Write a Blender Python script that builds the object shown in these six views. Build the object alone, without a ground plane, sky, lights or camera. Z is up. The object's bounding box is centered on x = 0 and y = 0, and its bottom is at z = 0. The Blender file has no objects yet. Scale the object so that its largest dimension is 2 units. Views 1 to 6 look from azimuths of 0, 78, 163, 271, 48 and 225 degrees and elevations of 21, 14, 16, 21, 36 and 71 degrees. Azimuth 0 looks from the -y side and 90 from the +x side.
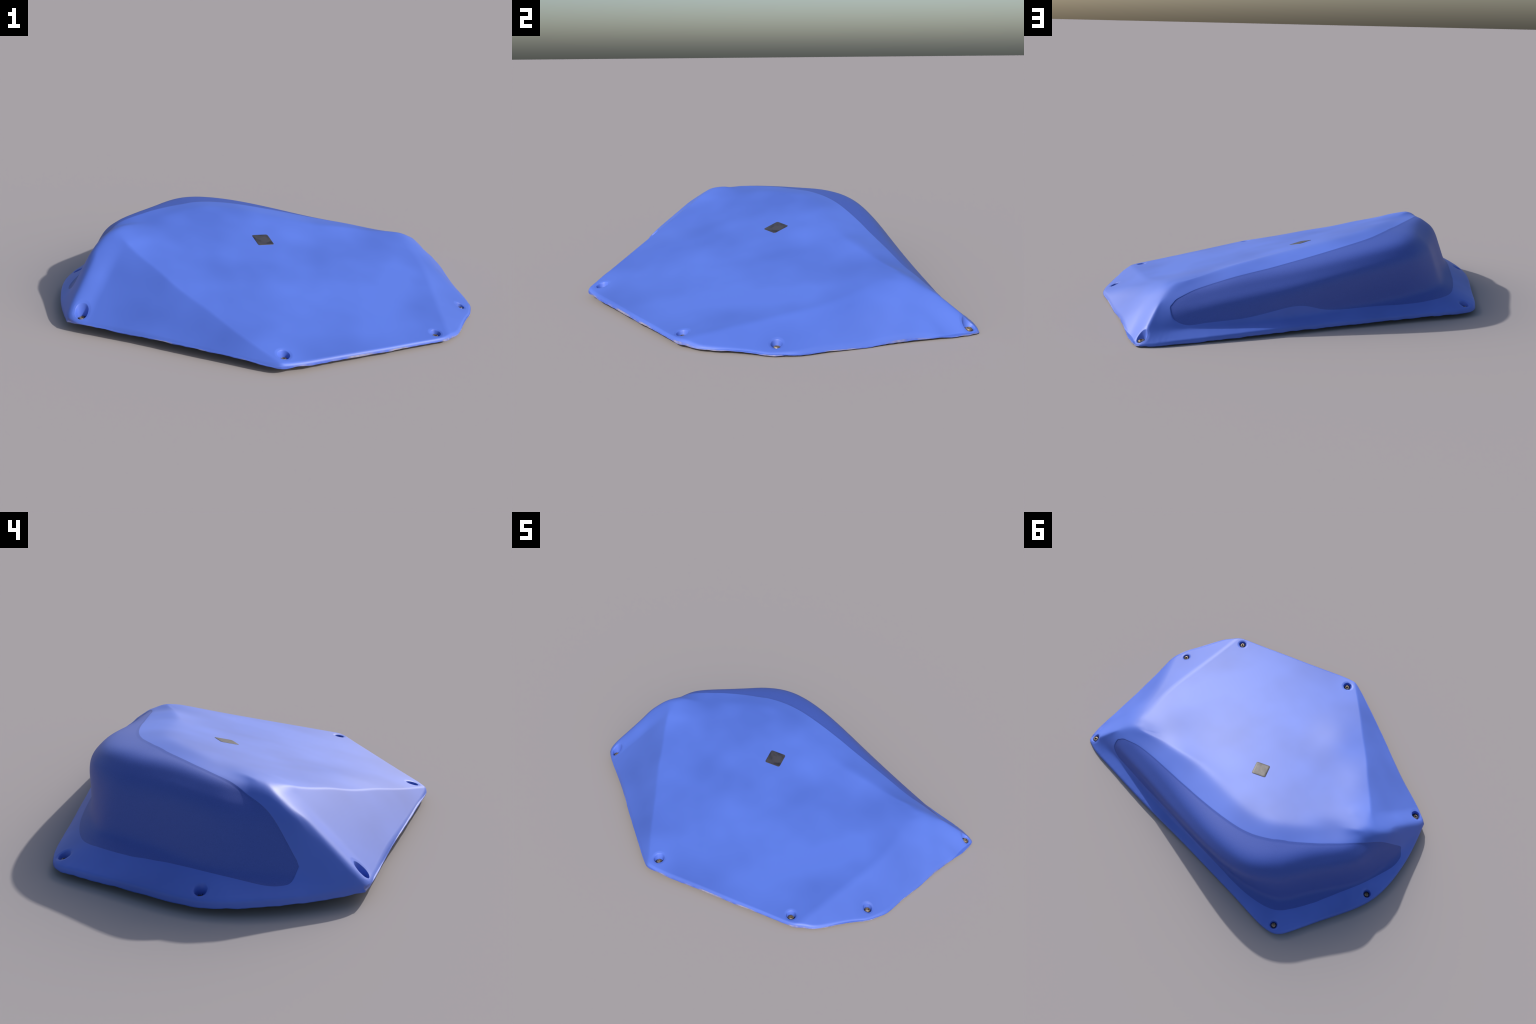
"""Blue climbing-wall volume: a low faceted shell with a bulging rear wall that
carries a dark smooth inset, seven recessed screws and a small square tag."""
import bpy, bmesh, math
import numpy as np
from mathutils import Vector, noise

# ------------------------------------------------------------------ guide curves
# Rear side, stations from the left ridge round the rear corner to the right ridge:
# bottom edge, and the plan points on the crest that the mesh columns run to.
REAR_RIM = [
    (-0.884, -0.387, 0.045), (-0.949, -0.21, 0.038), (-0.989, -0.03, 0.035), (-0.988, 0.17, 0.025), 
    (-0.919, 0.363, 0.027), (-0.854, 0.503, 0.024), (-0.791, 0.644, 0.022), (-0.744, 0.707, 0.019), 
    (-0.65, 0.733, 0.02), (-0.47, 0.734, 0.021), (-0.23, 0.736, 0.018), (0, 0.739, 0.015), 
    (0.22, 0.747, 0.014), (0.43, 0.753, 0.01), (0.62, 0.753, 0.005), (0.75, 0.753, 0.004), 
    (0.843, 0.75, 0.003), (0.909, 0.734, 0.003), ]
REAR_CREST = [
    (-0.737, -0.066), (-0.71, -0.015), (-0.67, 0.03), (-0.615, 0.08), (-0.56, 0.13), (-0.505, 0.18), 
    (-0.44, 0.24), (-0.4, 0.275), (-0.345, 0.32), (-0.24, 0.37), (-0.09, 0.388), (0.08, 0.388), 
    (0.25, 0.393), (0.42, 0.425), (0.56, 0.458), (0.66, 0.488), (0.71, 0.5), (0.737, 0.509), ]
# Profile of the rear surface at each station (metres): height of the bottom lip; distance in
# from the rim and height of waist and shoulder; softness of waist, shoulder and crest.
LIP = [0.0256, 0.0261, 0.0266, 0.0268, 0.0264, 0.025, 0.0226, 0.0197, 0.0174, 0.0165, 0.0171, 0.0183, 0.0194, 0.0195, 0.018, 0.0148, 0.0111, 0.0075]
WAIST_IN = [0.03, 0.0558, 0.0894, 0.118, 0.1444, 0.1693, 0.1899, 0.1917, 0.1653, 0.1099, 0.0718, 0.0597, 0.0583, 0.0661, 0.071, 0.0736, 0.0717, 0.0668]
WAIST_UP = [0.1082, 0.1094, 0.1059, 0.1109, 0.1192, 0.1212, 0.1153, 0.1091, 0.1059, 0.1034, 0.0913, 0.074, 0.0602, 0.052, 0.0491, 0.0479, 0.0537, 0.0691]
SHOULDER_IN = [0.2295, 0.2044, 0.2182, 0.2197, 0.2401, 0.2649, 0.2897, 0.2808, 0.2208, 0.1073, 0.0546, 0.0573, 0.0828, 0.1105, 0.1257, 0.1432, 0.1661, 0.1841]
SHOULDER_UP = [0.2709, 0.3341, 0.3488, 0.3697, 0.3821, 0.382, 0.3766, 0.3731, 0.3708, 0.3585, 0.3322, 0.2922, 0.2501, 0.2143, 0.1788, 0.1546, 0.1418, 0.147]
WAIST_SOFT = [0.0172, 0.0162, 0.0154, 0.0149, 0.0165, 0.0188, 0.0204, 0.0203, 0.0186, 0.0164, 0.0146, 0.0137, 0.0123, 0.0108, 0.0102, 0.0112, 0.0133, 0.0154]
SHOULDER_SOFT = [0.015, 0.0492, 0.0762, 0.0874, 0.096, 0.0997, 0.0999, 0.0986, 0.0969, 0.098, 0.0998, 0.0999, 0.0997, 0.093, 0.0801, 0.0618, 0.0398, 0.015]
CREST_SOFT = [0.012, 0.0153, 0.0192, 0.0241, 0.0279, 0.0306, 0.032, 0.0323, 0.0321, 0.032, 0.0314, 0.0305, 0.0299, 0.0282, 0.0254, 0.0218, 0.0171, 0.012]
# plan outline of the dark inset in the rear wall
INSET = [
    (-0.917, -0.165), (-0.931, -0.127), (-0.94, -0.06), (-0.926, 0.007), (-0.891, 0.137), 
    (-0.825, 0.307), (-0.765, 0.45), (-0.7, 0.565), (-0.66, 0.612), (-0.6, 0.645), (-0.45, 0.678), 
    (-0.25, 0.684), (-0.03, 0.685), (0.2, 0.684), (0.43, 0.683), (0.63, 0.679), (0.7, 0.676), 
    (0.745, 0.658), (0.756, 0.64), (0.742, 0.6), (0.7, 0.582), (0.62, 0.558), (0.45, 0.54), 
    (0.25, 0.531), (0.06, 0.519), (-0.12, 0.498), (-0.27, 0.461), (-0.38, 0.4), (-0.43, 0.36), 
    (-0.48, 0.32), (-0.545, 0.26), (-0.612, 0.194), (-0.69, 0.105), (-0.752, 0.025), (-0.8, -0.05), 
    (-0.85, -0.12), (-0.871, -0.142), (-0.893, -0.163), ]
# Front side: bottom edge from the right ridge corner clockwise to the left one.
FRONT_RIM = [
    (0.923, 0.723, 0.002), (0.939, 0.66, 0.003), (0.944, 0.623, 0.003), (0.949, 0.48, 0.007), 
    (0.959, 0.336, 0.003), (0.969, 0.25, 0.001), (0.985, 0.08, 0.004), (0.995, -0.02, 0.004), 
    (0.985, -0.075, 0.005), (0.972, -0.121, 0.004), (0.946, -0.172, 0.008), (0.904, -0.263, 0.01), 
    (0.86, -0.355, 0.009), (0.83, -0.39, 0.013), (0.797, -0.425, 0.013), (0.757, -0.449, 0.018), 
    (0.66, -0.491, 0.02), (0.517, -0.555, 0.02), (0.337, -0.633, 0.023), (0.184, -0.702, 0.026), 
    (0.131, -0.724, 0.029), (0.065, -0.745, 0.028), (0.033, -0.743, 0.029), (-0.05, -0.715, 0.036), 
    (-0.127, -0.685, 0.042), (-0.276, -0.627, 0.044), (-0.425, -0.566, 0.046), 
    (-0.606, -0.494, 0.045), (-0.774, -0.437, 0.05), (-0.854, -0.403, 0.048), ]
# plan curve half way up the front facets, where mesh columns bend to the middle
FRONT_WAIST = [
    (0.74, 0.515), (0.7, 0.33), (0.66, 0.12), (0.58, -0.08), (0.42, -0.24), (0.2, -0.36), 
    (-0.05, -0.42), (-0.3, -0.36), (-0.52, -0.22), (-0.735, -0.068), ]
MIDDLE = np.array([-.05, .08])
# facets of the top: broad face (cubic in x, y), left facet, strip, right facet
BROAD = [0.2279, 0.2255, 0.0138, 0.0257, -0.1853, -0.0797, -0.0203, 0.0162, -0.0175, 0.0179]
LEFT = [0.6097, 0.2814, 0.7749, 0.0068]
STRIP = [0.425, -0.4084, 0.1494]
RIGHT = [0.9078, -0.8958, -0.1508, 0.0392]
SOFT = (.005, .005, .020)           # how soft the ridges between facets are
# gentle unevenness of the broad face: x, y, radius and the height of each swell
SWELLS = [
    (0.42, 0.2, 0.2), (-0.18, -0.37, 0.14), (-0.52, 0.1, 0.15), (-0.47, -0.25, 0.12), 
    (-0.46, 0.36, 0.13), (-0.25, 0.46, 0.14), (-0.03, 0.5, 0.15), (0.18, 0.52, 0.15), 
    (0.38, 0.53, 0.15), (0.58, 0.53, 0.13), (-0.66, 0.16, 0.12), (0.66, 0.42, 0.2), 
    (-0.66, -0.03, 0.18), ]
SWELL_HEIGHT = [-0.0031, 0.01, 0.0008, 0.0073, -0.0043, -0.0112, -0.0058, 0.01, 0.0169, -0.0137, -0.0263, 0.0151, 0.0148]
# screw recesses: x, y, opening radius, floor height
RECESSES = [(.066, -.683, .027, .034), (-.818, -.377, .030, .054), (.745, -.404, .024, .018),
            (.929, -.081, .022, .011), (.894, .696, .027, .008), (-.704, .680, .024, .026),
            (-.946, .165, .023, .033)]

# ------------------------------------------------------------------ small maths
def spline(t, P, q):
    """natural cubic spline through points P at knots t, evaluated at q"""
    t = np.asarray(t, float); P = np.asarray(P, float).reshape(len(t), -1); n = len(t)
    h = np.diff(t); A = np.eye(n); B = np.zeros_like(P)
    for i in range(1, n - 1):
        A[i, i-1], A[i, i], A[i, i+1] = h[i-1], 2 * (h[i-1] + h[i]), h[i]
        B[i] = 6 * ((P[i+1] - P[i]) / h[i] - (P[i] - P[i-1]) / h[i-1])
    M = np.linalg.solve(A, B); k = np.clip(np.searchsorted(t, q, side='right') - 1, 0, n - 2)
    hk = h[k][:, None]; a = (t[k+1] - q)[:, None]; b = (q - t[k])[:, None]
    return (M[k] * a**3 + M[k+1] * b**3) / (6 * hk) + (P[k] / hk - M[k] * hk / 6) * a \
        + (P[k+1] / hk - M[k+1] * hk / 6) * b

def chord(P, power=.5):
    d = np.linalg.norm(np.diff(np.asarray(P, float), axis=0), axis=1) ** power
    return np.concatenate([[0], np.cumsum(d)])

def soft_min(a, b, k):
    h = np.maximum(k - np.abs(a - b), 0) / k
    return np.minimum(a, b) - h * h * k * .25

POWERS = [(i, j) for i in range(4) for j in range(4 - i)]
def top(x, y):
    """height of the faceted top"""
    z = sum(c * x**i * y**j for c, (i, j) in zip(BROAD, POWERS))
    for h, (bx, by, br) in zip(SWELL_HEIGHT, SWELLS):
        z = z + h * np.exp(-((x - bx)**2 + (y - by)**2) / br**2)
    z = soft_min(z, LEFT[0] + LEFT[1]*x + LEFT[2]*y + LEFT[3]*(x + .5)*(y + .45), SOFT[0])
    z = soft_min(z, STRIP[0] + STRIP[1]*x + STRIP[2]*y, SOFT[1])
    belly = RIGHT[3] * np.exp(-((x - .88)**2 + (y - .48)**2) / .20**2)
    return soft_min(z, RIGHT[0] + RIGHT[1]*x + RIGHT[2]*y + belly, SOFT[2])

def smoothstep(a, b, v):
    t = np.clip((v - a) / (b - a), 0, 1); return t * t * (3 - 2 * t)

# ------------------------------------------------------------------ rear patch
NB = 680                                    # mesh columns
R0, K0 = np.array(REAR_RIM, float), np.array(REAR_CREST, float)
NS = len(R0)
ts = chord(R0)
q = np.interp(np.linspace(0, NS - 1, NB), np.arange(NS), ts)
R, K = spline(ts, R0, q), spline(ts, K0, q)
lip, tw, zw, tsh, zsh, sw, ss, sk = (spline(ts, np.array(c), q)[:, 0] for c in
    (LIP, WAIST_IN, WAIST_UP, SHOULDER_IN, SHOULDER_UP, WAIST_SOFT, SHOULDER_SOFT, CREST_SOFT))
d1 = K - R[:, :2]; D1 = np.linalg.norm(d1, axis=1); d1 /= D1[:, None]
d2 = MIDDLE - K; D2 = np.linalg.norm(d2, axis=1); d2 /= D2[:, None]
DS, REACH = .004, .22
def plan(i, t):
    """plan position at distance t from the rim along column i"""
    return R[i, :2] + d1[i] * np.minimum(t, D1[i])[:, None] + d2[i] * np.maximum(t - D1[i], 0)[:, None]
def inside(poly, P):
    x, y = P[:, 0], P[:, 1]; r = np.zeros(len(P), bool)
    for (x1, y1), (x2, y2) in zip(poly, np.roll(poly, -1, 0)):
        r ^= ((y1 > y) != (y2 > y)) & (x < (x2 - x1) * (y - y1) / (y2 - y1 + 1e-12) + x1)
    return r
pad = np.vstack([INSET[-3:], INSET, INSET[:3]]); pt = chord(pad)
inset = spline(pt, pad, np.linspace(pt[3], pt[-3], 400, endpoint=False))
lines, cross = [], np.full((NB, 2), np.nan)
for i in range(NB):
    kt = np.array([0, .003, tw[i], tsh[i], D1[i]])
    kz = np.array([R[i, 2], R[i, 2] + lip[i], zw[i], zsh[i], float(top(K[i, 0], K[i, 1]))])
    s = np.concatenate([[0], np.cumsum(np.hypot(np.diff(kt), np.diff(kz)))])
    a = np.linspace(0, s[4] + REACH, int((s[4] + REACH) / DS) + 1)
    t = np.interp(a, np.append(s, s[4] + REACH), np.append(kt, kt[4] + REACH)); z = np.interp(a, s, kz)
    xy = plan(i, t); z = np.where(t > D1[i], top(xy[:, 0], xy[:, 1]), z)
    # round waist, shoulder and crest: gaussian smoothing whose width changes along the column
    sig = np.interp(a, [0, s[1], s[1] + .02, (s[1] + s[2]) / 2, s[2], (s[2] + s[3]) / 2, s[3], s[4],
                        s[4] + 2 * sk[i], s[4] + 4 * sk[i] + .01],
                    [.001, .004, .008, .6 * sw[i], sw[i], .5 * (sw[i] + ss[i]), ss[i], sk[i], sk[i], .006])
    g = np.exp(-.5 * ((a[:, None] - a[None]) / .022) ** 2); sig = (g @ sig) / g.sum(1) * np.clip(a / .03, .15, 1)
    sig = np.maximum(sig, DS * .35)
    w = np.exp(-.5 * ((a[:, None] - a[None]) / sig[:, None]) ** 2); w /= w.sum(1)[:, None]
    P = w @ np.column_stack([xy, z]); P[0] = R[i]
    f = smoothstep(s[4] + REACH - .08, s[4] + REACH - .01, a)
    ztop = top(xy[:, 0], xy[:, 1])
    P = P * (1 - f)[:, None] + np.column_stack([xy, ztop]) * f[:, None]
    # go on to the middle
    rest = np.linspace(t[-1] + DS, D1[i] + D2[i] * .985, 40)
    xy = plan(i, rest); P = np.vstack([P, np.column_stack([xy, top(xy[:, 0], xy[:, 1])])])
    arc = np.concatenate([[0], np.cumsum(np.linalg.norm(np.diff(P, axis=0), axis=1))])
    td = np.concatenate([t, rest]); td = np.minimum.accumulate(td[::-1])[::-1]; k_crest = np.interp(D1[i], td, arc)
    lines.append((P, arc, k_crest, td))
    ins = np.nonzero(inside(inset, P[:, :2]))[0]
    if len(ins) > 1:
        cross[i] = arc[ins[0]] - .5 * (arc[ins[0]] - arc[ins[0] - 1]), arc[ins[-1]] + .5 * (arc[ins[-1] + 1] - arc[ins[-1]])
# smooth the inset borders along the ring and continue them past the two ends
have = np.nonzero(~np.isnan(cross[:, 0]))[0]
TIP_A, TIP_B = int(have[0]), int(have[-1])
for k in (0, 1):
    c = cross[TIP_A:TIP_B + 1, k]
    m = np.isnan(c)
    if m.any(): c[m] = np.interp(np.nonzero(m)[0], np.nonzero(~m)[0], c[~m])
    for _ in range(60): c[1:-1] = .25 * c[:-2] + .5 * c[1:-1] + .25 * c[2:]
    cross[TIP_A:TIP_B + 1, k] = c
ROUND = 16                                  # columns over which each end of the inset closes in a curve
for e, step in ((TIP_A, 1), (TIP_B, -1)):
    for n in range(ROUND):
        lo, up = cross[e + step * n]; mid, half = (lo + up) / 2, (up - lo) / 2
        half *= math.sqrt(1 - (1 - (n + .35) / ROUND) ** 2) ** .8
        cross[e + step * n] = mid - half, mid + half
for i in list(range(TIP_A)) + list(range(TIP_B + 1, NB)):
    e = TIP_A if i < TIP_A else TIP_B
    mid = cross[e].mean(); g = .004 + min(abs(i - e), 25) * .0012
    scale = min(1., lines[i][2] / lines[e][2])
    cross[i] = (mid - g) * scale, (mid + g) * scale
cross[:, 1] = np.maximum(cross[:, 1], cross[:, 0] + .006)
I_LOW, I_UP, NR, NI = 16, 66, 92, 80
EDGE = .014                                 # rounding of the bottom edge of the facets
def facet_rows(r, dist):
    """plan distance from the rim of mesh row r on a facet column of length dist"""
    if r < 5: return 0 * dist
    if r < 13: dd = EDGE * (1 - math.cos((r - 5) / 8 * math.pi / 2)) + 0 * dist
    else:
        f = (r - 13) / (NR - 14)
        dd = EDGE + (dist - EDGE) * (.35 * f + .65 * f * f)
    return np.minimum(dd, dist * (r - 4) / (NR - 5))
back = np.zeros((NB, NR + NI, 3))
for i, (P, arc, kc, td) in enumerate(lines):
    lo, up = cross[i]; kc = max(kc, up + .01)
    a = np.concatenate([lo * np.linspace(0, 1, I_LOW, endpoint=False) ** 1.25,
                        np.linspace(lo, up, I_UP - I_LOW, endpoint=False),
                        np.linspace(up, kc, NR - I_UP, endpoint=False),
                        np.linspace(kc, arc[-1], NI)])
    # near the two ridges the rows slide over to the spacing of the facet columns
    share = smoothstep(0, 1, 1 - i / (TIP_A - 4)) if i < TIP_A else smoothstep(0, 1, 1 - (NB - 1 - i) / (NB - TIP_B - 5))
    if share > 0:
        b = np.array([np.interp(facet_rows(r, D1[i]), td, arc) + .0024 * min(r, 5) for r in range(NR)])
        b = np.minimum(b, kc - 1e-4 * (NR - np.arange(NR)))
        a[:NR] = np.maximum.accumulate(a[:NR] * (1 - share) + b * share)
    back[i] = np.stack([np.interp(a, arc, P[:, k]) for k in range(3)], -1)

# ------------------------------------------------------------------ front patch (facets)
NF = 800
rim = np.array(FRONT_RIM, float)
rim = np.vstack([R[-1], rim, R[0]])
tr = chord(rim, 1.)
u = np.linspace(0, tr[-1], NF + 2)[1:-1]
front_rim = spline(chord(rim, .5), rim, np.interp(u, tr, chord(rim, .5)))
w = np.vstack([K[-1], FRONT_WAIST[1:-1], K[0]]); tw = chord(w, 1.)
mix = np.interp(u / tr[-1], [0, .2, .8, 1], [0, .25, .75, 1]) * tw[-1]
waist = spline(tw, w, mix)
# where the ridges of the rear patch run beside the facets, the facets bend to meet them
def ridge_gap(i):
    P = lines[i][0]; n = np.searchsorted(lines[i][1], lines[i][2] + .10)
    P = P[:n:3]; off = P[:, 2] - top(P[:, 0], P[:, 1]); off[:4] = off[4]
    return P[:, :2], off
RIDGES = [ridge_gap(0), ridge_gap(NB - 1)]
def facets(xy):
    z = top(xy[:, 0], xy[:, 1])
    for line, off in RIDGES:
        d = np.linalg.norm(xy[:, None] - line[None], axis=2); k = d.argmin(1)
        w = 1 / (d + .004) ** 3; z = z + (w @ off) / w.sum(1) * (1 - smoothstep(.0, .11, d.min(1)))
    return z
front = np.zeros((NF, NR, 3))
dist = np.linalg.norm(waist - front_rim[:, :2], axis=1)
inward = (waist - front_rim[:, :2]) / dist[:, None]
z_edge = facets(front_rim[:, :2])
for r in range(NR):
    dd = facet_rows(r, dist)
    xy = front_rim[:, :2] + inward * dd[:, None]
    if r < 5:                                # upright edge
        z = front_rim[:, 2] + np.maximum(z_edge - EDGE - front_rim[:, 2], .002) * r / 5
    else:
        drop = EDGE * (1 - np.sqrt(1 - np.clip(1 - dd / EDGE, 0, 1) ** 2))
        z = np.maximum(facets(xy) - drop, front_rim[:, 2] + .002 + .0002 * r)
    front[:, r, :2] = xy; front[:, r, 2] = z

# middle rows of the front columns
inner = np.zeros((NF, NI, 3)); start = front[:, -1, :2]
for i in range(NI):
    f = (i + .5) / (NI + .2)
    xy = start * (1 - f) + MIDDLE * f
    inner[:, i, :2] = xy; inner[:, i, 2] = facets(xy)
V = np.concatenate([back, np.concatenate([front, inner], 1)])    # ring of columns x rows x 3
NC, NROW = V.shape[:2]

# soften the two ridges that separate rear patch and facets (smooth round the ring)
ring = np.arange(NC)
for centre in (0, NB - 1):
    off = np.minimum(abs(ring - centre), NC - abs(ring - centre))
    wgt = (1 - smoothstep(8, 22, off))[:, None, None]
    rows = np.ones(NROW); rows[:3] = 0; wgt = wgt * rows[None, :, None]
    for _ in range(45):
        avg = (np.roll(V, 1, 0) + np.roll(V, -1, 0)) / 2
        V = V + .5 * wgt * (avg - V)

# round off the two peaks where three facets meet: blur the height field round each
for px, py, rad, sigma in ((-.745, -.072, .125, .019), (.745, .517, .12, .016)):
    cell, n = .004, 120
    gx = (V[:, :, 0] - px) / cell + n / 2; gy = (V[:, :, 1] - py) / cell + n / 2
    ok = (gx > 1) & (gx < n - 2) & (gy > 1) & (gy < n - 2); ok[:, :7] = False
    ix = np.round(gx[ok]).astype(int) * n + np.round(gy[ok]).astype(int)
    cnt = np.bincount(ix, minlength=n * n).reshape(n, n); sm = np.bincount(ix, weights=V[:, :, 2][ok], minlength=n * n).reshape(n, n)
    has = (cnt > 0).astype(float); mean = sm / np.maximum(cnt, 1)
    k = np.exp(-.5 * ((np.arange(n)[:, None] - np.arange(n)[None]) * cell / sigma) ** 2)
    den = k @ has @ k; field = (k @ (mean * has) @ k) / np.maximum(den, 1e-9)
    x, y = gx[ok], gy[ok]; i, j = x.astype(int), y.astype(int); fx, fy = x - i, y - j
    zb = field[i, j] * (1 - fx) * (1 - fy) + field[i + 1, j] * fx * (1 - fy) + field[i, j + 1] * (1 - fx) * fy + field[i + 1, j + 1] * fx * fy
    wgt = 1 - smoothstep(rad * .35, rad, np.hypot(V[:, :, 0][ok] - px, V[:, :, 1][ok] - py))
    zz = V[:, :, 2]; zz[ok] = zz[ok] * (1 - wgt) + zb * wgt

# ragged cast edge and slight unevenness of the hand-finished surface
for c in range(NC):
    p = V[c, 0]
    n1 = noise.noise(Vector((p[0] * 16, p[1] * 16, 3.1))); n2 = noise.noise(Vector((p[0] * 45, p[1] * 45, 7.7)))
    dz = .0035 * n1 + .002 * n2
    fade = np.exp(-np.arange(NROW) / 4.)
    V[c, :, 2] += dz * fade
V[:, :, 2] = np.maximum(V[:, :, 2], 0.0)

# sink the inset a hair below the coat around it
REG = np.zeros((NC, NROW), int)              # 0 shell, 1 inset, 2 bottom edge (per face: column c..c+1, row r..r+1)
REG[TIP_A:TIP_B, I_LOW:I_UP] = 1
REG[NB - 1:, :7] = 2
du = np.roll(V, -1, 0) - np.roll(V, 1, 0)
dv = np.zeros_like(V); dv[:, 1:-1] = V[:, 2:] - V[:, :-2]
nrm = np.cross(du, dv); nrm /= np.maximum(np.linalg.norm(nrm, axis=2), 1e-9)[..., None]
if nrm[NC // 2, NROW // 2, 2] < 0: nrm = -nrm
sink = np.zeros((NC, NROW)); sink[TIP_A + 1:TIP_B, I_LOW + 1:I_UP] = .0015
V -= nrm * sink[..., None]

# ------------------------------------------------------------------ one closed body, then cut into parts
verts = V.reshape(-1, 3)
faces, tag = [], []
for c in range(NC):
    c2 = (c + 1) % NC
    for r in range(NROW - 1):
        faces.append((c * NROW + r, c2 * NROW + r, c2 * NROW + r + 1, c * NROW + r + 1)); tag.append(REG[c, r])
pole = len(verts)
verts = np.vstack([verts, [MIDDLE[0], MIDDLE[1], float(top(MIDDLE[0], MIDDLE[1]))]])
for c in range(NC):
    faces.append((c * NROW + NROW - 1, ((c + 1) % NC) * NROW + NROW - 1, pole)); tag.append(0)
# underside
base = len(verts); under = []
for f, drop in ((.014, .004), (.06, .006), (.3, .003), (.7, 0)):
    ringv = V[:, 0].copy(); ringv[:, :2] = ringv[:, :2] * (1 - f) + MIDDLE * f
    ringv[:, 2] = np.maximum(ringv[:, 2] - drop, .0005)
    under.append(ringv)
verts = np.vstack([verts] + under + [[[MIDDLE[0], MIDDLE[1], .03]]])
for c in range(NC):
    c2 = (c + 1) % NC
    faces.append((c2 * NROW, c * NROW, base + c, base + c2)); tag.append(3)
    for k in range(3):
        a = base + k * NC
        faces.append((a + c2, a + c, a + NC + c, a + NC + c2)); tag.append(3)
    faces.append((base + 3 * NC + c2, base + 3 * NC + c, len(verts) - 1)); tag.append(3)

bm = bmesh.new()
bv = [bm.verts.new(v) for v in verts]
layer = bm.faces.layers.int.new('region')
for f, t in zip(faces, tag):
    bm.faces.new([bv[i] for i in f])[layer] = int(t)
bm.normal_update()
bm.faces.ensure_lookup_table()

# screw recesses: refine the mesh there, then press round pockets into it
def near(v, factor):
    return any((v.co.x - h[0])**2 + (v.co.y - h[1])**2 < (h[2] * factor)**2 for h in RECESSES)
sel = [f for f in bm.faces if f[layer] != 3 and any(near(v, 1.45) for v in f.verts)]
edges = list({e for f in sel for e in f.edges})
bmesh.ops.subdivide_edges(bm, edges=edges, cuts=3, use_grid_fill=True)
for v in bm.verts:
    if any(f[layer] == 3 for f in v.link_faces): continue
    for hx, hy, hr, hz in RECESSES:
        rho = math.hypot(v.co.x - hx, v.co.y - hy)
        if rho > hr * 1.5: continue
        ang = math.atan2(v.co.y - hy, v.co.x - hx)
        wob = 1 + .05 * noise.noise(Vector((math.cos(ang) * 1.6 + hx * 9, math.sin(ang) * 1.6 + hy * 9, 1.)))
        f = float(1 - smoothstep(hr * .60, hr * 1.02, rho / wob)) ** .85
        soft = float(1 - smoothstep(hr * .9, hr * 1.45, rho)) * .0025
        z = v.co.z - soft
        v.co.z = z + (min(hz, z) - z) * f
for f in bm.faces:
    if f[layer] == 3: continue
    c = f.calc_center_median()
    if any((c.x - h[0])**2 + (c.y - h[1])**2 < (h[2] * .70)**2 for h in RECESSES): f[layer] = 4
bmesh.ops.triangulate(bm, faces=[f for f in bm.faces if len(f.verts) > 4])
bm.normal_update()
for v in bm.verts: v.co.z = max(v.co.z, 0)
body = bpy.data.meshes.new('body'); bm.to_mesh(body); bm.free()

allco = np.empty(len(body.vertices) * 3); body.vertices.foreach_get('co', allco); allco = allco.reshape(-1, 3)
allno = np.empty(len(body.vertices) * 3); body.vertex_normals.foreach_get('vector', allno); allno = allno.reshape(-1, 3)
region = np.empty(len(body.polygons), np.int32); body.attributes['region'].data.foreach_get('value', region)
polys = [tuple(p.vertices) for p in body.polygons]

# ------------------------------------------------------------------ materials
def material(name):
    m = bpy.data.materials.new(name); m.use_nodes = True
    nt = m.node_tree; b = nt.nodes['Principled BSDF']
    tc = nt.nodes.new('ShaderNodeTexCoord')
    return m, nt, b, tc.outputs['Object']

def tex(nt, co, scale, detail=4., rough=.55):
    n = nt.nodes.new('ShaderNodeTexNoise'); n.inputs['Scale'].default_value = scale
    n.inputs['Detail'].default_value = detail; n.inputs['Roughness'].default_value = rough
    nt.links.new(co, n.inputs['Vector']); return n.outputs['Fac']

def ramp(nt, fac, stops):
    n = nt.nodes.new('ShaderNodeValToRGB'); e = n.color_ramp.elements
    for i, (pos, c) in enumerate(stops):
        s = e[i] if i < 2 else e.new(pos)
        s.position = pos; s.color = (*c, 1)
    nt.links.new(fac, n.inputs['Fac']); return n.outputs['Color']

def bump(nt, b, fac, strength, dist):
    n = nt.nodes.new('ShaderNodeBump'); n.inputs['Strength'].default_value = strength
    n.inputs['Distance'].default_value = dist
    nt.links.new(fac, n.inputs['Height']); nt.links.new(n.outputs['Normal'], b.inputs['Normal'])

def mixc(nt, fac, a, b):
    n = nt.nodes.new('ShaderNodeMix'); n.data_type = 'RGBA'
    nt.links.new(fac, n.inputs['Factor']); nt.links.new(a, n.inputs[6]); nt.links.new(b, n.inputs[7])
    return n.outputs[2]

def blue_coat():
    m, nt, b, co = material('blue_coat')
    broad = ramp(nt, tex(nt, co, 2.6, 2.5, .45), [(.32, (.068, .134, .530)), (.68, (.093, .178, .670))])  # broad mottle tints in a hint of the scan's baked cloudy shading
    nt.links.new(broad, b.inputs['Base Color'])
    b.inputs['Roughness'].default_value = .48
    bump(nt, b, tex(nt, co, 260, 2.), .06, .001)
    return m

def smooth_inset():
    m, nt, b, co = material('dark_blue_inset')
    nt.links.new(ramp(nt, tex(nt, co, 420, 3.), [(.3, (.043, .084, .375)), (.7, (.057, .108, .455))]), b.inputs['Base Color'])
    b.inputs['Roughness'].default_value = .5
    bump(nt, b, tex(nt, co, 300, 2.), .05, .001)
    return m

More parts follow.
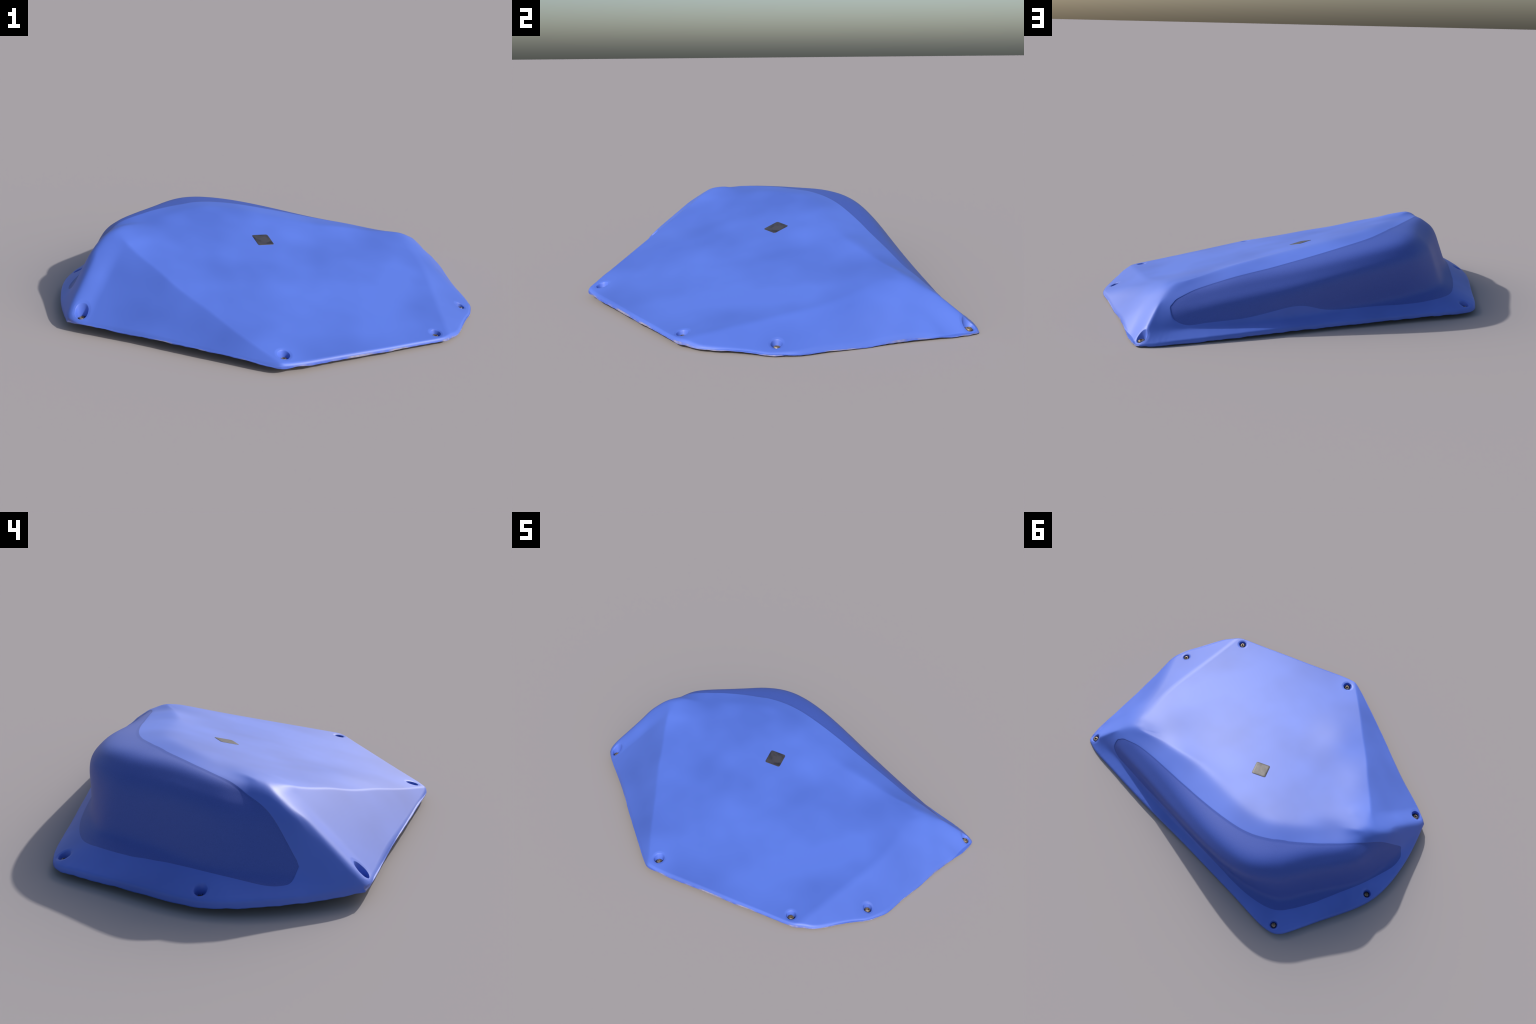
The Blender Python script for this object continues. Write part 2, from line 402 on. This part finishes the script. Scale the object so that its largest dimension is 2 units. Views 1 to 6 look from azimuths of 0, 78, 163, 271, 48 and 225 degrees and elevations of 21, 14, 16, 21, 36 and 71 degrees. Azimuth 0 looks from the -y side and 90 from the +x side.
def bare_edge():
    m, nt, b, co = material('chipped_edge')
    blue = ramp(nt, tex(nt, co, 30), [(.3, (.060, .115, .50)), (.7, (.085, .155, .64))])
    bare = ramp(nt, tex(nt, co, 45), [(.3, (.18, .18, .26)), (.7, (.38, .35, .41))])
    chips = ramp(nt, tex(nt, co, 6.5, 5., .6), [(.48, (0, 0, 0)), (.60, (.85, .85, .85))])
    nt.links.new(mixc(nt, chips, blue, bare), b.inputs['Base Color'])
    b.inputs['Roughness'].default_value = .7
    return m

def plain(name, stops, scale, rough, metal=0., bumps=None):
    m, nt, b, co = material(name)
    nt.links.new(ramp(nt, tex(nt, co, scale), stops), b.inputs['Base Color'])
    b.inputs['Roughness'].default_value = rough; b.inputs['Metallic'].default_value = metal
    if bumps: bump(nt, b, tex(nt, co, bumps[0], 3.), bumps[1], bumps[2])
    return m

# ------------------------------------------------------------------ objects
scene = bpy.context.scene.collection
root = bpy.data.objects.new('climbing_volume', None); scene.objects.link(root)
root['label'] = 'blue faceted climbing wall volume with dark inset'
root['category'] = 'climbing hold'

def part(name, mesh, mat):
    o = bpy.data.objects.new(name, mesh); scene.objects.link(o); o.parent = root
    mesh.materials.append(mat); return o

def cut(name, keep, mat):
    pf = [polys[i] for i in np.nonzero(region == keep)[0]]
    used = np.unique(np.concatenate([np.array(p) for p in pf]))
    remap = {int(v): i for i, v in enumerate(used)}
    me = bpy.data.meshes.new(name)
    me.from_pydata(allco[used].tolist(), [], [[remap[v] for v in p] for p in pf])
    me.polygons.foreach_set('use_smooth', [True] * len(me.polygons))
    me.normals_split_custom_set_from_vertices(allno[used].tolist())
    me.update()
    return part(name, me, mat)

cut('shell', 0, blue_coat())
cut('inset_panel', 1, smooth_inset())
cut('bottom_edge', 2, bare_edge())
cut('recess_floor', 4, plain('socket_painted_shade', [(.35, (.020, .026, .075)), (.65, (.060, .058, .085))], 55, .7))  # near-black colour paints in the occlusion shadow inside the holes
cut('underside', 3, plain('dark_grey_base', [(.3, (.035, .034, .036)), (.7, (.075, .070, .068))], 20, .85))
bpy.data.meshes.remove(body)

# square tag lying on the broad face: rounded-corner tile that follows the surface
tc = np.array([-.0198, .140]); ax = np.array([.109, -.038]); ax /= np.linalg.norm(ax)
ax = np.array([.906, .424]); ay = np.array([-.424, .906]); HALF, CORNER, THICK = .0425, .009, .0011
tm = bmesh.new(); outline = []
for k in range(4):
    a0 = k * math.pi / 2
    cx, cy = [(1, 1), (-1, 1), (-1, -1), (1, -1)][k]
    for s in range(7):
        a = a0 + s / 6 * math.pi / 2
        outline.append((cx * (HALF - CORNER) + CORNER * math.cos(a), cy * (HALF - CORNER) + CORNER * math.sin(a)))
        if s == 6:
            nx_, ny_ = [(-1, 1), (-1, -1), (1, -1), (1, 1)][k]
            p0 = np.array(outline[-1]); p1 = np.array((nx_ * (HALF - CORNER) + CORNER * math.cos(a), ny_ * (HALF - CORNER) + CORNER * math.sin(a)))
            for e in range(1, 6): outline.append(tuple(p0 + (p1 - p0) * e / 6))
def on_face(a, b, lift):
    p = tc + ax * a + ay * b * .985
    return (p[0], p[1], float(top(p[0], p[1])) + lift)
loops = []
for s, lift in ((1., -.003), (1., THICK * .7), (.985, THICK), (.75, THICK), (.5, THICK), (.25, THICK)):
    loops.append([tm.verts.new(on_face(a * s, b * s, lift)) for a, b in outline])
for la, lb in zip(loops, loops[1:]):
    for i in range(len(la)):
        j = (i + 1) % len(la); tm.faces.new((la[i], la[j], lb[j], lb[i]))
mid = tm.verts.new(on_face(0, 0, THICK))
for i in range(len(outline)): tm.faces.new((loops[-1][i], loops[-1][(i + 1) % len(outline)], mid))
tag_mesh = bpy.data.meshes.new('tag'); tm.to_mesh(tag_mesh); tm.free()
tag_mesh.polygons.foreach_set('use_smooth', [True] * len(tag_mesh.polygons))
part('tag', tag_mesh, plain('dark_plastic', [(.38, (.022, .021, .027)), (.55, (.052, .050, .060))], 24, .45, 0., (26, .35, .003)))

# screws: domed cap heads with a hex socket, sharing one mesh
sm = bmesh.new()
prof = [(.0135, -.006), (.0135, .005), (.0126, .0074), (.0108, .0088), (.0085, .0094)]
rings = [[sm.verts.new((r * math.cos(i * math.pi / 12), r * math.sin(i * math.pi / 12), z)) for i in range(24)] for r, z in prof]
def hexr(i, r):
    a = (i * math.pi / 12) % (math.pi / 3) - math.pi / 6
    return r * math.cos(math.pi / 6) / math.cos(a)
for z in (.0094, .001):
    rings.append([sm.verts.new((hexr(i, .0075) * math.cos(i * math.pi / 12), hexr(i, .0075) * math.sin(i * math.pi / 12), z)) for i in range(24)])
for la, lb in zip(rings, rings[1:]):
    for i in range(24): sm.faces.new((la[i], la[(i + 1) % 24], lb[(i + 1) % 24], lb[i]))
sm.faces.new(rings[-1])
screw = bpy.data.meshes.new('screw'); sm.to_mesh(screw); sm.free()
screw.materials.append(plain('brassy_steel', [(.35, (.16, .11, .055)), (.65, (.45, .38, .30))], 60, .45, .6))
rng = np.random.default_rng(4)
for hx, hy, hr, hz in RECESSES:
    o = bpy.data.objects.new('screw', screw); scene.objects.link(o); o.parent = root
    jx, jy = rng.uniform(-.0015, .0015, 2)
    o.location = (hx + jx, hy + jy, hz + .001)
    o.rotation_euler = (rng.uniform(-.1, .1), rng.uniform(-.1, .1), rng.uniform(0, 6.28))
